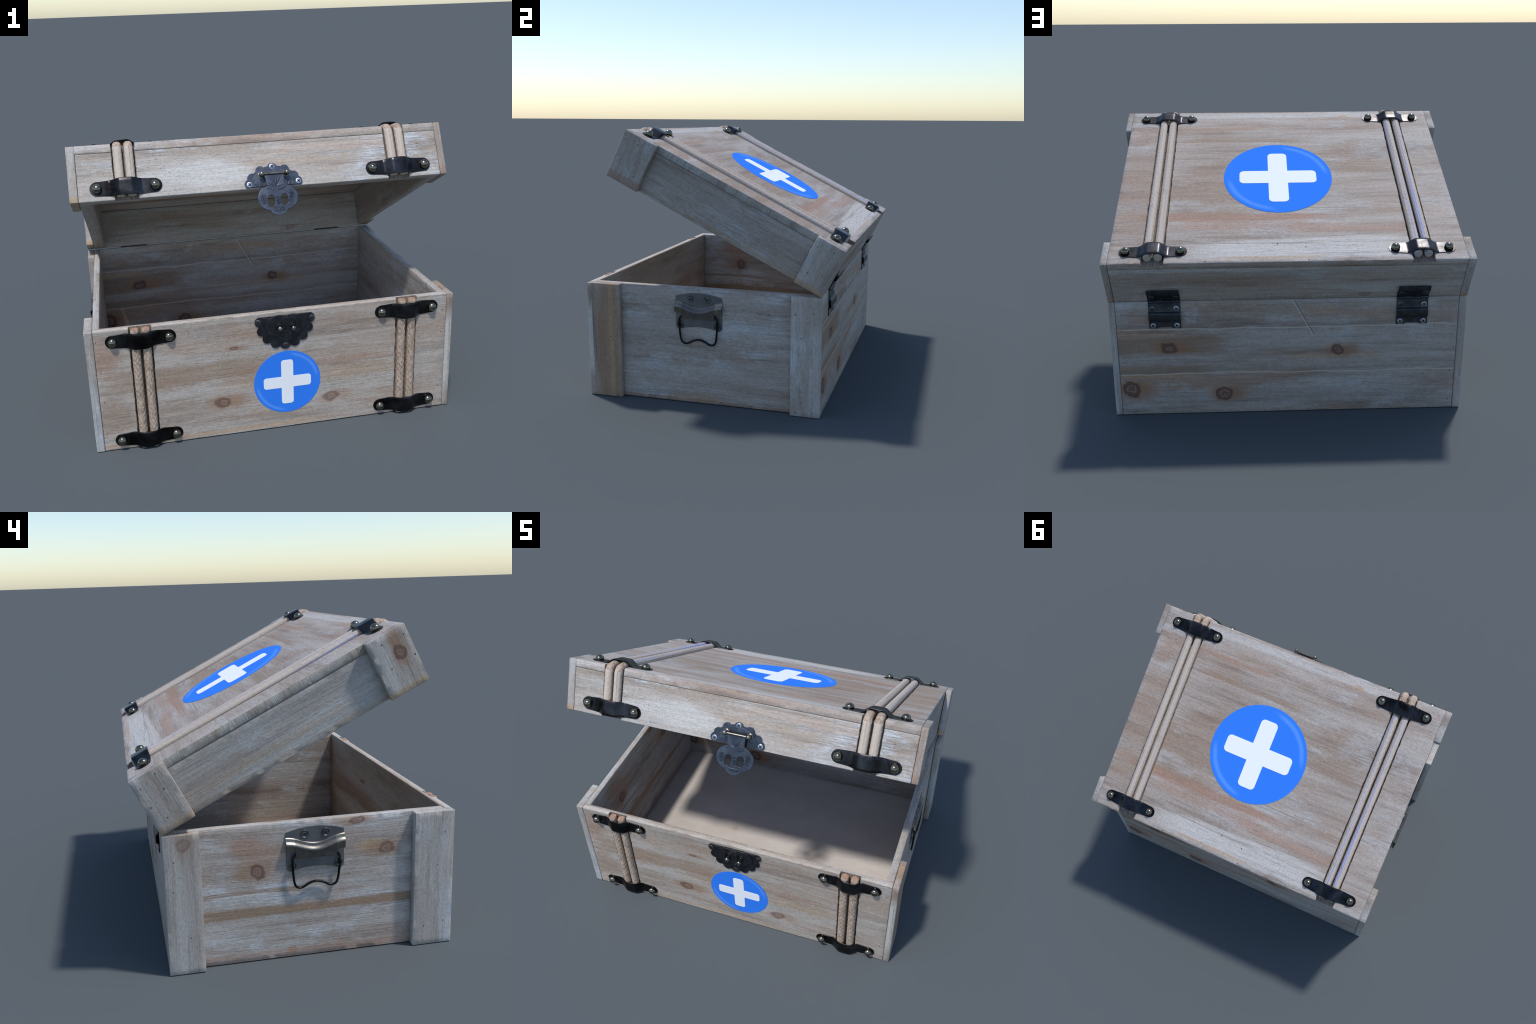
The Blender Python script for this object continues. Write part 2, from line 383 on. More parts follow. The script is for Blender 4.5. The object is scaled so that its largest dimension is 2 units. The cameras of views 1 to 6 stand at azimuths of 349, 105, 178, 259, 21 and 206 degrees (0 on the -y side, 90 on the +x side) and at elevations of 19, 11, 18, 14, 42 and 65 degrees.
M_CLAMP = metal('blackened_strap_iron', (0.015, 0.014, 0.0135), (0.062, 0.062, 0.068), 0.35, scale=8.0)
M_HASP = metal('cast_blue_iron', (0.065, 0.075, 0.098), (0.125, 0.14, 0.172), 0.42)
M_LATCH = metal('cast_dark_iron', (0.045, 0.047, 0.053), (0.085, 0.088, 0.097), 0.50)
M_HANDLE = metal('gunmetal', (0.115, 0.120, 0.130), (0.18, 0.184, 0.190), 0.42, metallic=0.55, scale=8.0)  # base grey lightened partway toward the sun's reflection on the plate
M_TAB = metal('pale_steel', (0.16, 0.146, 0.12), (0.27, 0.25, 0.215), 0.36)
M_HOOD = metal('worn_steel', (0.105, 0.096, 0.090), (0.16, 0.15, 0.142), 0.43, metallic=0.8)
M_WIRE = metal('black_wire', (0.018, 0.018, 0.018), (0.035, 0.035, 0.034), 0.35)
M_HINGE = metal('hinge_iron', (0.048, 0.052, 0.062), (0.088, 0.092, 0.104), 0.48)
M_RIVET = metal('old_bronze', (0.17, 0.155, 0.11), (0.27, 0.25, 0.195), 0.20, scale=40)
M_SCREW = metal('zinc_screw', (0.30, 0.34, 0.42), (0.46, 0.50, 0.58), 0.45)
M_SCREW_DARK = metal('dark_screw', (0.10, 0.105, 0.11), (0.20, 0.205, 0.20), 0.42)
M_PIN = metal('pin_steel', (0.16, 0.14, 0.11), (0.34, 0.31, 0.27), 0.30)

def plain(name, col, rough):
    N = Nodes(name)
    n = N.noise(N.obj, 30.0, 3.0)
    return N.done(N.mix(N.math('MULTIPLY', n, 0.10), col, tuple(x * 0.85 for x in col)), rough, 0, 0.08)
M_HOLE = plain('nail_hole', (0.11, 0.085, 0.075), 0.9)
M_RECESS = plain('screw_recess', (0.025, 0.026, 0.03), 0.8)
M_WHITE = plain('white_paint', (0.90, 0.93, 0.97), 0.7)

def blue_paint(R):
    """Printed badge: blue field with two rim highlights painted in as paler arcs."""
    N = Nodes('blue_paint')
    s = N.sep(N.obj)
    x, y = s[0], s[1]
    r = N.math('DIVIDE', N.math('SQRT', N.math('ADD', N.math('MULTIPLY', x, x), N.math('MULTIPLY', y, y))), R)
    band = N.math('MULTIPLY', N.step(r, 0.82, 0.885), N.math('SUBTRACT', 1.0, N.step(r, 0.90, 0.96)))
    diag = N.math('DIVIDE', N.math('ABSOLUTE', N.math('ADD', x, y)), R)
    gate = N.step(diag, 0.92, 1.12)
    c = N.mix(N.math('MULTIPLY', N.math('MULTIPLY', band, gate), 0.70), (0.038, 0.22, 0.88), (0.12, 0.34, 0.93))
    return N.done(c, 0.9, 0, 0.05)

# ------------------------------------------------------------------ object helpers
FRAME = {}

def place(ob, parent, m=None):
    """Put ob under parent; m is its pose in the assembly's own frame."""
    m = m or Matrix.Identity(4)
    COL.objects.link(ob)
    FRAME[ob.name] = m
    ob.parent = parent
    ob.matrix_parent_inverse = Matrix.Identity(4)
    if parent and parent.name in FRAME:
        ob.matrix_basis = FRAME[parent.name].inverted() @ m
    else:
        ob.matrix_basis = m
    return ob

def mesh_obj(name, me, mat, parent, m=None):
    ob = bpy.data.objects.new(name, me)
    if mat and not me.materials:
        me.materials.append(mat)
    return place(ob, parent, m)

def smooth(me, deg=35):
    for p in me.polygons:
        p.use_smooth = True
    me.set_sharp_from_angle(angle=math.radians(deg))
    return me

def from_bm(name, bm, deg=35):
    bmesh.ops.recalc_face_normals(bm, faces=bm.faces)
    me = bpy.data.meshes.new(name)
    bm.to_mesh(me)
    bm.free()
    return smooth(me, deg)

def frame(origin, facing):
    ax = {'front': ((1, 0, 0), (0, 0, 1)), 'back': ((-1, 0, 0), (0, 0, 1)), 'top': ((1, 0, 0), (0, 1, 0)),
          'left': ((0, -1, 0), (0, 0, 1)), 'right': ((0, 1, 0), (0, 0, 1)), 'top_turned': ((-1, 0, 0), (0, -1, 0))}[facing]
    X, Y = Vector(ax[0]), Vector(ax[1])
    Z = X.cross(Y)
    m = Matrix.Identity(4)
    for i in range(3):
        m[i][0], m[i][1], m[i][2], m[i][3] = X[i], Y[i], Z[i], origin[i]
    return m

def grid_mesh(name, rows, closed_u=False, closed_v=False, deg=35, caps=False):
    bm = bmesh.new()
    V = [[bm.verts.new(p) for p in r] for r in rows]
    nr, nc = len(V), len(V[0])
    for i in range(nr if closed_u else nr - 1):
        for j in range(nc if closed_v else nc - 1):
            bm.faces.new((V[i][j], V[i][(j + 1) % nc], V[(i + 1) % nr][(j + 1) % nc], V[(i + 1) % nr][j]))
    if caps:
        bm.faces.new(V[0])
        bm.faces.new(list(reversed(V[-1])))
    return from_bm(name, bm, deg)

# ---- boards: a lattice box with worn, chipped edges
def stations(lo, hi, step, edge, extra=()):
    n = max(1, round((hi - lo) / step))
    s = {lo, hi, lo + edge, hi - edge}
    s |= {lo + (hi - lo) * i / n for i in range(1, n) if edge * 1.5 < (hi - lo) * i / n < hi - lo - edge * 1.5}
    s |= {e for e in extra if lo + edge * 1.2 < e < hi - edge * 1.2}
    out = []
    for v in sorted(s):
        if not out or v - out[-1] > 0.0008:
            out.append(v)
    out[-1] = hi
    return out

def board(name, lo, hi, mat, parent, seed=0, wear=1.0, edge=0.0025, step=0.03, extra=((), (), ()), carve=None, mat2=None):
    st = [stations(lo[i], hi[i], step, edge, extra[i]) for i in range(3)]
    n = [len(s) for s in st]
    bm = bmesh.new()
    V = {}

    def vert(i, j, k):
        key = (i, j, k)
        if key in V:
            return V[key]
        p = Vector((st[0][i], st[1][j], st[2][k]))
        on = [key[a] in (0, n[a] - 1) for a in range(3)]
        if sum(on) >= 2:
            q = p * 9.0 + Vector((seed * 5.3, seed * 2.1, seed))
            chip = max(0.0, noise.noise(q * 2.5) - 0.32) * 0.010 * wear + abs(noise.noise(q * 6)) * 0.0012 * wear
            ins = edge * 0.35 + min(chip, 0.004)
            for a in range(3):
                if on[a]:
                    p[a] += ins if key[a] == 0 else -ins
        if carve:
            p = carve(p, key, n)
        V[key] = bm.verts.new(p)
        return V[key]

    for a in range(3):
        b, c = (a + 1) % 3, (a + 2) % 3
        for side in (0, n[a] - 1):
            for i in range(n[b] - 1):
                for j in range(n[c] - 1):
                    def kk(p, q):
                        t = [0, 0, 0]
                        t[a], t[b], t[c] = side, p, q
                        return vert(*t)
                    bm.faces.new((kk(i, j), kk(i + 1, j), kk(i + 1, j + 1), kk(i, j + 1)))
    me = from_bm(name, bm, 50)
    me.materials.append(mat)
    if mat2:
        me.materials.append(mat2)
        for p in me.polygons:
            c = p.center
            d = min(abs(c.x - s) for s in STRAPS)
            front = c.y < lo[1] + 0.026
            topf = c.z > hi[2] - 0.026
            if d < 0.061 and ((front and c.y > lo[1] + 0.005) or (hi[2] > 0.95 and topf and c.z < hi[2] - 0.005)):
                p.material_index = 1
    return mesh_obj(name, me, None, parent)

def groove_depth(x, t, seed):
    """Channel the ropes lie in: ragged walls, flat floor."""
    d = min(abs(x - s) for s in STRAPS)
    w = 0.0610 + 0.0028 * noise.noise(Vector((x * 2 + seed, t * 28.0, seed))) + 0.0016 * noise.noise(Vector((seed, t * 95.0, x * 3)))
    f = min(1.0, max(0.0, (w - d) / 0.007))
    return 0.022 * f * f * (3 - 2 * f)

GX = [s + k for s in STRAPS for k in [sg * o for sg in (-1, 1) for o in (0.0475, 0.050, 0.0525, 0.055, 0.0575, 0.060, 0.0625, 0.065)]]
GS = lambda lo, hi: [lo + (hi - lo) * i / 90 for i in range(91)]

# ---- flat cut plates with rounded edges, holes allowed
def plate_mesh(name, outlines, thick, bevel, deg=40):
    cu = bpy.data.curves.new(name, 'CURVE')
    cu.dimensions = '2D'
    cu.fill_mode = 'BOTH'
    cu.extrude = max(0.0002, thick / 2 - bevel)
    cu.bevel_depth = bevel
    cu.bevel_resolution = 2
    cu.offset = -bevel
    for pts in outlines:
        sp = cu.splines.new('POLY')
        sp.points.add(len(pts) - 1)
        for p, q in zip(sp.points, pts):
            p.co = (q[0], q[1], 0, 1)
        sp.use_cyclic_u = True
    ob = bpy.data.objects.new('temp', cu)
    COL.objects.link(ob)
    dg = bpy.context.evaluated_depsgraph_get()
    me = bpy.data.meshes.new_from_object(ob.evaluated_get(dg))
    bpy.data.objects.remove(ob)
    me.name = name
    me.transform(Matrix.Translation((0, 0, thick / 2)))
    me.materials.clear()
    return smooth(me, deg)

def tube_mesh(name, pts, r, sides=12, caps=True, rfun=None):
    rows = []
    pts = [Vector(p) for p in pts]
    up = Vector((0.13, 0.21, 0.97)).normalized()
    for i, p in enumerate(pts):
        t = (pts[min(i + 1, len(pts) - 1)] - pts[max(i - 1, 0)]).normalized()
        a = t.cross(up)
        a = a.normalized() if a.length > 1e-4 else t.orthogonal().normalized()
        b = t.cross(a).normalized()
        up = b.cross(t) if False else (up - t * up.dot(t)).normalized()
        rr = rfun(i / (len(pts) - 1)) if rfun else r
        rows.append([p + (a * math.cos(k * 2 * math.pi / sides) + b * math.sin(k * 2 * math.pi / sides)) * rr for k in range(sides)])
    return grid_mesh(name, rows, closed_v=True, caps=caps)

def lathe_mesh(name, prof, sides=32, deg=35):
    bm = bmesh.new()
    rings = []
    for r, z in prof:
        if r < 1e-6:
            rings.append([bm.verts.new((0, 0, z))])
        else:
            rings.append([bm.verts.new((r * math.cos(2 * math.pi * k / sides), r * math.sin(2 * math.pi * k / sides), z)) for k in range(sides)])
    for A, B in zip(rings, rings[1:]):
        for k in range(sides):
            l = (k + 1) % sides
            if len(A) == 1 and len(B) > 1:
                bm.faces.new((A[0], B[k], B[l]))
            elif len(B) == 1 and len(A) > 1:
                bm.faces.new((A[k], A[l], B[0]))
            elif len(A) > 1:
                bm.faces.new((A[k], A[l], B[l], B[k]))
    return from_bm(name, bm, deg)

def smooth_path(ctrl, n=10, closed=False):
    """Catmull-Rom through hand-placed control points."""
    out = []
    P = [Vector(c) for c in ctrl]
    m = len(P)
    for i in range(m if closed else m - 1):
        a = P[(i - 1) % m] if closed or i > 0 else P[0]
        b, c = P[i], P[(i + 1) % m]
        d = P[(i + 2) % m] if closed or i + 2 < m else P[-1]
        for k in range(n):
            t = k / n
            out.append(0.5 * ((2 * b) + (c - a) * t + (2 * a - 5 * b + 4 * c - d) * t * t + (3 * b - a - 3 * c + d) * t ** 3))
    if not closed:
        out.append(P[-1])
    return out

def round_union(shapes, c, n=160, a0=0.0, a1=2 * math.pi):
    """Polar outline, about c, of a union of ellipses (cx, cy, rx, ry)."""
    pts = []
    full = abs(a1 - a0 - 2 * math.pi) < 1e-6
    for k in range(n if full else n + 1):
        a = a0 + (a1 - a0) * k / n
        dx, dy = math.cos(a), math.sin(a)
        best = 0.0
        for (ex, ey, rx, ry) in shapes:
            ox, oy = (c[0] - ex) / rx, (c[1] - ey) / ry
            vx, vy = dx / rx, dy / ry
            A, B, C = vx * vx + vy * vy, 2 * (ox * vx + oy * vy), ox * ox + oy * oy - 1
            D = B * B - 4 * A * C
            if D >= 0:
                best = max(best, (-B + math.sqrt(D)) / (2 * A))
        pts.append((c[0] + dx * best, c[1] + dy * best))
    return pts

# ------------------------------------------------------------------ the chest
root = bpy.data.objects.new('first_aid_chest', None)
root["label"] = "open weathered wooden first aid chest with rope straps"
root["category"] = "wooden chest"
COL.objects.link(root)

# ---- box walls
def carve_front(p, key, n):
    if key[1] == 0 or p.y < Y_F + 0.024:
        p.y = max(p.y, Y_F + groove_depth(p.x, p.z, 3.0))
    return p

board('wall_panel', (-X_IN, Y_F, 0.001), (X_PLUS, Y_F + WALL_Y, Z_RIM), M_FRONT, root, 1,
      extra=(GX, (Y_F + 0.0225,), GS(0.0, Z_RIM)), carve=carve_front, mat2=M_GROOVE)
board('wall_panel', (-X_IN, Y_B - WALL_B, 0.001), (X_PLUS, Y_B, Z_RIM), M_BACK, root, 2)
board('wall_panel', (-X_IN, Y_F + WALL_Y + 0.0005, 0.001), (-X_IN + WALL, Y_B - WALL_B - 0.0005, Z_RIM), M_LEFT, root, 3)
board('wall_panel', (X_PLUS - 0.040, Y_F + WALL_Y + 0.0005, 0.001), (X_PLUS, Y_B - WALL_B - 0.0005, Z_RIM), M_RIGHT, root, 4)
board('floor_board', (-X_IN + WALL - 0.004, Y_F + WALL_Y - 0.004, 0.004), (X_PLUS - 0.036, Y_B - WALL_B + 0.004, 0.033), M_FLOOR, root, 5)

for i, (sx, y0, y1, mat) in enumerate([(-1, 0.497, Y_B + 0.001, M_BAT[0]), (-1, Y_F - 0.001, -0.543, M_BAT[1]),
                                       (1, Y_F - 0.001, -0.540, M_BAT[2]), (1, 0.497, Y_B + 0.001, M_BAT[3])]):
    x0, x1 = sorted((sx * ((X_PLUS if sx > 0 else X_IN) + 0.0022), sx * X_OUT))
    board('corner_batten', (x0, y0, 0.0), (x1, y1, Z_RIM - 0.001), mat, root, 10 + i, wear=1.2)

# ---- lid
LIDM = Matrix.Translation(HINGE) @ Matrix.Rotation(LID_ANGLE, 4, 'X') @ Matrix.Translation(-HINGE)

def carve_plank(p, key, n):
    if p.z > Z_PLANK + 0.012:
        p.z = min(p.z, Z_LID - groove_depth(p.x, p.y, 5.0))
    if p.y < Y_F + 0.024:
        p.y = max(p.y, Y_F + groove_depth(p.x, p.z, 9.0))
    return p

lid = board('lid', (-X_IN - 0.002, Y_F, Z_PLANK + 0.0008), (X_PLUS + 0.001, Y_B, Z_LID), M_TOP, None, 21,
            extra=(GX, [Y_F + 0.0225] + GS(Y_F, Y_B), (Z_LID - 0.0225,)), carve=carve_plank, mat2=M_GROOVE)
lid.data.materials.append(M_END)
for p in lid.data.polygons:
    if abs(p.normal.x) > 0.9 and abs(p.center.x) > 0.94:
        p.material_index = 2
lid.parent = root
lid.matrix_basis = LIDM

def carve_lid_front(p, key, n):
    if p.y < Y_F + 0.024:
        p.y = max(p.y, Y_F + groove_depth(p.x, p.z, 9.0))
    return p

ZL0, ZL1 = 0.6985, Z_PLANK - 0.0010
board('lid_wall', (-X_IN, Y_F, ZL0), (X_PLUS, Y_F + LID_F, ZL1), M_LFRONT, lid, 22,
      extra=(GX, (Y_F + 0.0225,), GS(ZL0, ZL1)[::2]), carve=carve_lid_front, mat2=M_GROOVE)
board('lid_wall', (-X_IN, Y_B - WALL_B, ZL0), (X_PLUS, Y_B, ZL1), M_LBACK, lid, 23)
board('lid_wall', (-X_IN + 0.0005, Y_F + LID_F + 0.0005, ZL0), (-X_IN + LID_L, Y_B - WALL_B - 0.0005, ZL1), M_LSIDE, lid, 24)
board('lid_wall', (X_PLUS - LID_R, Y_F + LID_F + 0.0005, ZL0), (X_PLUS - 0.001, Y_B - WALL_B - 0.0005, ZL1), M_LSIDE2, lid, 25)
for i, (sx, y0, y1, mat) in enumerate([(-1, 0.491, Y_B + 0.001, M_BAT[5]), (-1, Y_F - 0.001, -0.547, M_BAT[4]),
                                       (1, Y_F - 0.001, -0.542, M_BAT[6]), (1, 0.493, Y_B + 0.001, M_BAT[5])]):
    x0, x1 = sorted((sx * ((X_PLUS if sx > 0 else X_IN) + 0.0022), sx * X_OUT))
    board('lid_batten', (x0, y0, 0.6985), (x1, y1, Z_LID - 0.0006), mat, lid, 30 + i, wear=1.2)

# ---- ropes
def rope_mesh(name, path, amp, x, pitch=0.036):
    """path: list of (y, z); braided surface."""
    P = [Vector((0, y, z)) for y, z in path]
    # resample evenly
    out, acc = [P[0]], 0.0
    ds = 0.0035
    for a, b in zip(P, P[1:]):
        L = (b - a).length
        while acc + L >= ds:
            t = (ds - acc) / L
            a = a + (b - a) * t
            L = (b - a).length
            acc = 0.0
            out.append(a.copy())
        acc += L
    rows = []
    sides = 30
    for i, p in enumerate(out):
        t = (out[min(i + 1, len(out) - 1)] - out[max(i - 1, 0)]).normalized()
        nrm = Vector((1, 0, 0)).cross(t)
        s = i * ds
        endr = 1.0 if 1 < i < len(out) - 2 else 0.90
        row = []
        for k in range(sides):
            th = 2 * math.pi * k / sides
            tri = abs(((th / (math.pi / 2)) % 1.0) - 0.5) * 2      # four plaited columns
            ph = s / pitch + 1.05 * tri
            h = (0.5 + 0.5 * math.cos(2 * math.pi * ph)) ** 0.7 * (1 - 0.75 * tri ** 6) - 0.35 * tri ** 6
            h += 0.30 * noise.noise(Vector((x * 50 + math.cos(th) * 3, math.sin(th) * 3, s * 110)))
            r = (ROPE_R - amp * 1.0 + amp * 1.3 * h) * endr
            row.append(p + (Vector((1, 0, 0)) * math.cos(th) + nrm * math.sin(th)) * r + Vector((x, 0, 0)))
        rows.append(row)
    return grid_mesh(name, rows, closed_v=True, caps=True, deg=80)

YR, ZR = Y_F - 0.0000, Z_LID + 0.0005     # rope axis over the lid's faces
for si, s in enumerate(STRAPS):
    for sg in (-1, 1):
        x = s + sg * ROPE_GAP / 1.0
        me = rope_mesh('rope', [(Y_F - 0.0010, 0.004), (Y_F - 0.0010, 0.3), (Y_F - 0.0010, Z_RIM - 0.004)], 0.0017, x)
        me.materials.append(M_ROPE)
        me.materials.append(M_ROPE_END)
        for p in me.polygons:
            if len(p.vertices) > 4:
                p.material_index = 1
        mesh_obj('rope', me, None, root)
        path = [(0.628, ZR), (0.2, ZR), (Y_F + 0.08, ZR), (Y_F + 0.05, ZR - 0.0015)]
        path += [(Y_F + 0.028 - 0.028 * math.sin(a), Z_LID - 0.034 + 0.028 * math.cos(a)) for a in [math.pi / 2 * k / 6 for k in range(7)]]
        path += [(YR, Z_LID - 0.07), (YR, 0.712)]
        me = rope_mesh('rope', path, 0.0010, x)
        ob = mesh_obj('rope', me, M_ROPE_LID[si], lid)
        me.materials.append(M_ROPE_FRONT)
        me.materials.append(M_ROPE)
        for p in me.polygons:
            if p.center.y < Y_F + 0.012:
                p.material_index = 1 if p.center.z < Z_LID - 0.02 else 2
            elif p.center.y < -0.60:
                p.material_index = 2

# ---- strap clamps and rivets
CL, CT = 0.181, 0.0035
def clamp_height(s):
    a = abs(s)
    t = min(1.0, max(0.0, (0.084 - a) / 0.056))
    t = t * t * (3 - 2 * t)
    return 0.0010 + 0.0278 * t + 0.0020 * max(0.0, 1 - (a / 0.05) ** 2)

def clamp_mesh():
    ss = [-CL + 0.037 * (1 - math.cos(math.pi / 2 * k / 10)) for k in range(11)]
    ss += [-0.144 + 0.288 * k / 70 for k in range(1, 70)]
    ss += [-v for v in reversed(ss[:11])]
    top, bot = [], []
    for s in ss:
        a = abs(s)
        if a > 0.144:
            w = math.sqrt(max(0.0, 0.037 ** 2 - (a - 0.144) ** 2)) * 0.98
            w = max(w, 0.0008)
        else:
            t = 1 - a / 0.144
            w = 0.0363 + 0.0085 * (t * t * (3 - 2 * t)) ** 0.8
        h = clamp_height(s)
        top.append((s, w, h + CT))
        bot.append((s, w, h))
    rows = []
    for (s, w, z1), (_, _, z0) in zip(top, bot):
        e = 0.0009
        ts = [-1, -0.6, -0.2, 0.2, 0.6, 1]
        ring = [(s, t * (w - e) if abs(t) == 1 else t * w, z1) for t in ts]
        ring += [(s, w, z1 - e), (s, w, z0)]
        ring += [(s, t * w * 0.98, z0 - 0.0004) for t in reversed(ts[1:-1])]
        ring += [(s, -w, z0), (s, -w, z1 - e)]
        rows.append([Vector(p) for p in ring])
    return grid_mesh('clamp', rows, closed_v=True, caps=True, deg=45)

ME_CLAMP = clamp_mesh()
RV = [(0.0230, 0.0), (0.0232, 0.004)] + [(0.0243 * math.cos(a), 0.0075 + 0.0220 * math.sin(a)) for a in [math.pi / 2 * k / 9 for k in range(9)]] + [(0, 0.0295)]
ME_RIVET = lathe_mesh('rivet', RV, 28)
ME_CLAMP.materials.append(M_CLAMP)
ME_RIVET.materials.append(M_RIVET)

def clamp(origin, facing, parent, nest):
    m = frame(origin, facing)
    c = mesh_obj('clamp', ME_CLAMP, None, parent, m)
    for sg in (-1, 1):
        mesh_obj('rivet', ME_RIVET, None, c if nest else parent, m @ Matrix.Translation((sg * 0.1445, 0, 0.0040)))

for s in STRAPS:
    for z in (0.632, 0.058):
        clamp((s, Y_F, z), 'front', root, True)
    clamp((s, Y_F, 0.760), 'front', lid, False)
    for y in (-0.658, 0.578):
        clamp((s, y, Z_LID), 'top', lid, False)

# ---- screws (dark cross plate set on the head)
def screw_mesh(name, r, dome, ring, head):
    if ring:
        prof = [(r, -0.001), (r, 0.55), (r * 0.93, 0.9), (r * 0.80, 1.0), (r * 0.68, 0.75), (r * 0.62, 0.45), (r * 0.56, 0.70), (r * 0.3, 0.85), (0, 0.85)]
        prof = [(q, z if z < 0 else z * dome) for q, z in prof]
    else:
        prof = [(r, -0.001), (r, 0.001)] + [(r * math.cos(a), 0.001 + dome * math.sin(a) ** 0.8) for a in [math.pi / 2 * k / 6 for k in range(1, 6)]] + [(0, 0.001 + dome)]
    me = lathe_mesh(name, prof, 32, 40)
    L, W = (0.60, 0.155) if not ring else (0.40, 0.10)
    x = plate_mesh('recess', [cross_outline(r * L, r * W, r * W * 0.5)], 0.0012, 0.0003)
    zt = (0.001 + dome) if not ring else 0.85 * dome
    x.transform(Matrix.Translation((0, 0, zt - (0.0006 if not ring else 0.0008))) @ Matrix.Rotation(0.6, 4, 'Z'))
    bm = bmesh.new()
    bm.from_mesh(me)
    k = len(bm.faces)
    bm.from_mesh(x)
    bm.faces.ensure_lookup_table()
    for f in bm.faces[k:]:
        f.material_index = 1
    me2 = from_bm(name, bm, 40)
    me2.materials.append(head)
    me2.materials.append(M_RECESS)
    return me2

def cross_outline(L, W, r):
    pts = []
    for q in range(4):
        a = q * math.pi / 2
        ca, sa = math.cos(a), math.sin(a)
        arm = [(L - r + r * math.sin(t), -W + r - r * math.cos(t)) for t in [math.pi / 2 * k / 6 for k in range(7)]]
        arm += [(L - r + r * math.cos(t), W - r + r * math.sin(t)) for t in [math.pi / 2 * k / 6 for k in range(7)]]
        arm += [(W, W)]
        pts += [(x * ca - y * sa, x * sa + y * ca) for x, y in arm]
    return pts

ME_SCREW = screw_mesh('screw', 0.0158, 0.0030, False, M_SCREW)
ME_SCREW_D = screw_mesh('screw', 0.0158, 0.0030, False, M_SCREW_DARK)
ME_BIG = screw_mesh('screw', 0.0215, 0.0070, True, M_SCREW_DARK)

# ---- hasp plate on the lid: scalloped half round
def scalloped(c, rx, ry, lobes, r_lobe, r_corner):
    sh = [(c[0], c[1], rx * 1.085, ry * 1.10)]
    for i in range(lobes):
        a = math.pi * i / (lobes - 1)
        r = r_corner if i in (0, lobes - 1) else r_lobe
        sh.append((c[0] + rx * math.cos(a) * 0.985, c[1] + (ry * math.sin(a)) * 0.985 + (0.0 if 0 < i < lobes - 1 else 0.020), r, r))
    return sh

def half_plate(name, rx, ry, lobes, r_lobe, r_corner, flip, thick):
    sh = scalloped((0, 0), rx, ry, lobes, r_lobe, r_corner)
    pts = round_union(sh, (0, 0.0), 200, 0.0, math.pi)
    if flip:
        pts = [(x, -y) for x, y in pts]
    return plate_mesh(name, [pts], thick, 0.0012)

HC = (0.0385, 0.7035)
me = half_plate('hasp_plate', 0.129, 0.100, 7, 0.0265, 0.0265, False, 0.0065)
HF = frame((HC[0], Y_F, HC[1]), 'front')
hasp = mesh_obj('hasp_plate', me, M_HASP, lid, HF)
inner = [(0.122 * math.cos(a), 0.002 + 0.097 * math.sin(a)) for a in [math.pi * k / 60 for k in range(61)]]
mesh_obj('hasp_plate_boss', plate_mesh('hasp_plate_boss', [inner], 0.0025, 0.0010), M_HASP, lid, HF @ Matrix.Translation((0, 0, 0.0062)))
for sx, sz in ((-0.128, 0.0165), (0.0, 0.105), (0.132, 0.0185)):
    mesh_obj('screw', ME_SCREW, None, lid, HF @ Matrix.Translation((sx, sz, 0.0068 if abs(sx) < 0.1 else 0.0075)))

# knobs and bar the tongue swings on
knob = lathe_mesh('hasp_knob', [(0.016, 0.0), (0.016, 0.006), (0.0115, 0.008), (0.0105, 0.026)] +
                  [(0.0145 * math.cos(a), 0.034 + 0.0125 * math.sin(a)) for a in [-0.8 + (math.pi / 2 + 0.8) * k / 10 for k in range(10)]] + [(0, 0.0465)], 24)
for sx in (-0.0635, 0.0690):
    mesh_obj('hasp_knob', knob, M_PIN, lid, HF @ Matrix.Translation((sx, 0.062, 0.004)))
mesh_obj('hasp_bar', tube_mesh('hasp_bar', [(-0.0635 + 0.1325 * k / 8, 0.062, 0.0335) for k in range(9)], 0.0072, 16), M_PIN, lid, HF)

# tongue: neck plus a lobed eye plate with two slots
def tongue_outline():
    c = (0.0075, -0.068)
    eye = round_union([(c[0] - 0.033, c[1], 0.073, 0.066), (c[0] + 0.033, c[1] + 0.002, 0.073, 0.066), (c[0], c[1], 0.09, 0.060), (c[0] - 0.003, c[1] - 0.042, 0.052, 0.050)], c, 140, math.radians(55), math.radians(485))
    # arc from right of the neck clockwise is built counter-clockwise: neck first
    a0, a1 = math.radians(125), math.radians(415)
    eye = round_union([(c[0] - 0.033, c[1], 0.073, 0.066), (c[0] + 0.033, c[1] + 0.002, 0.073, 0.066), (c[0], c[1], 0.09, 0.060), (c[0] - 0.003, c[1] - 0.042, 0.052, 0.050)], c, 150, a0, a1)
    neck = [(0.053, 0.004), (0.053, 0.058), (-0.046, 0.058), (-0.046, 0.004)]
    return eye + neck

def oval(cx, cy, rx, ry, n=36):
    return [(cx + rx * math.copysign(abs(math.cos(a)) ** 0.8, math.cos(a)), cy + ry * math.copysign(abs(math.sin(a)) ** 0.8, math.sin(a))) for a in [2 * math.pi * k / n for k in range(n)]]

TZ = 0.0255
holes = [oval(-0.0295, -0.083, 0.0195, 0.031), oval(0.0405, -0.079, 0.0195, 0.030)]
tongue = mesh_obj('hasp_tongue', plate_mesh('hasp_tongue', [tongue_outline()] + holes, 0.0075, 0.0016), M_HASP, lid, HF @ Matrix.Translation((0, 0, TZ)))

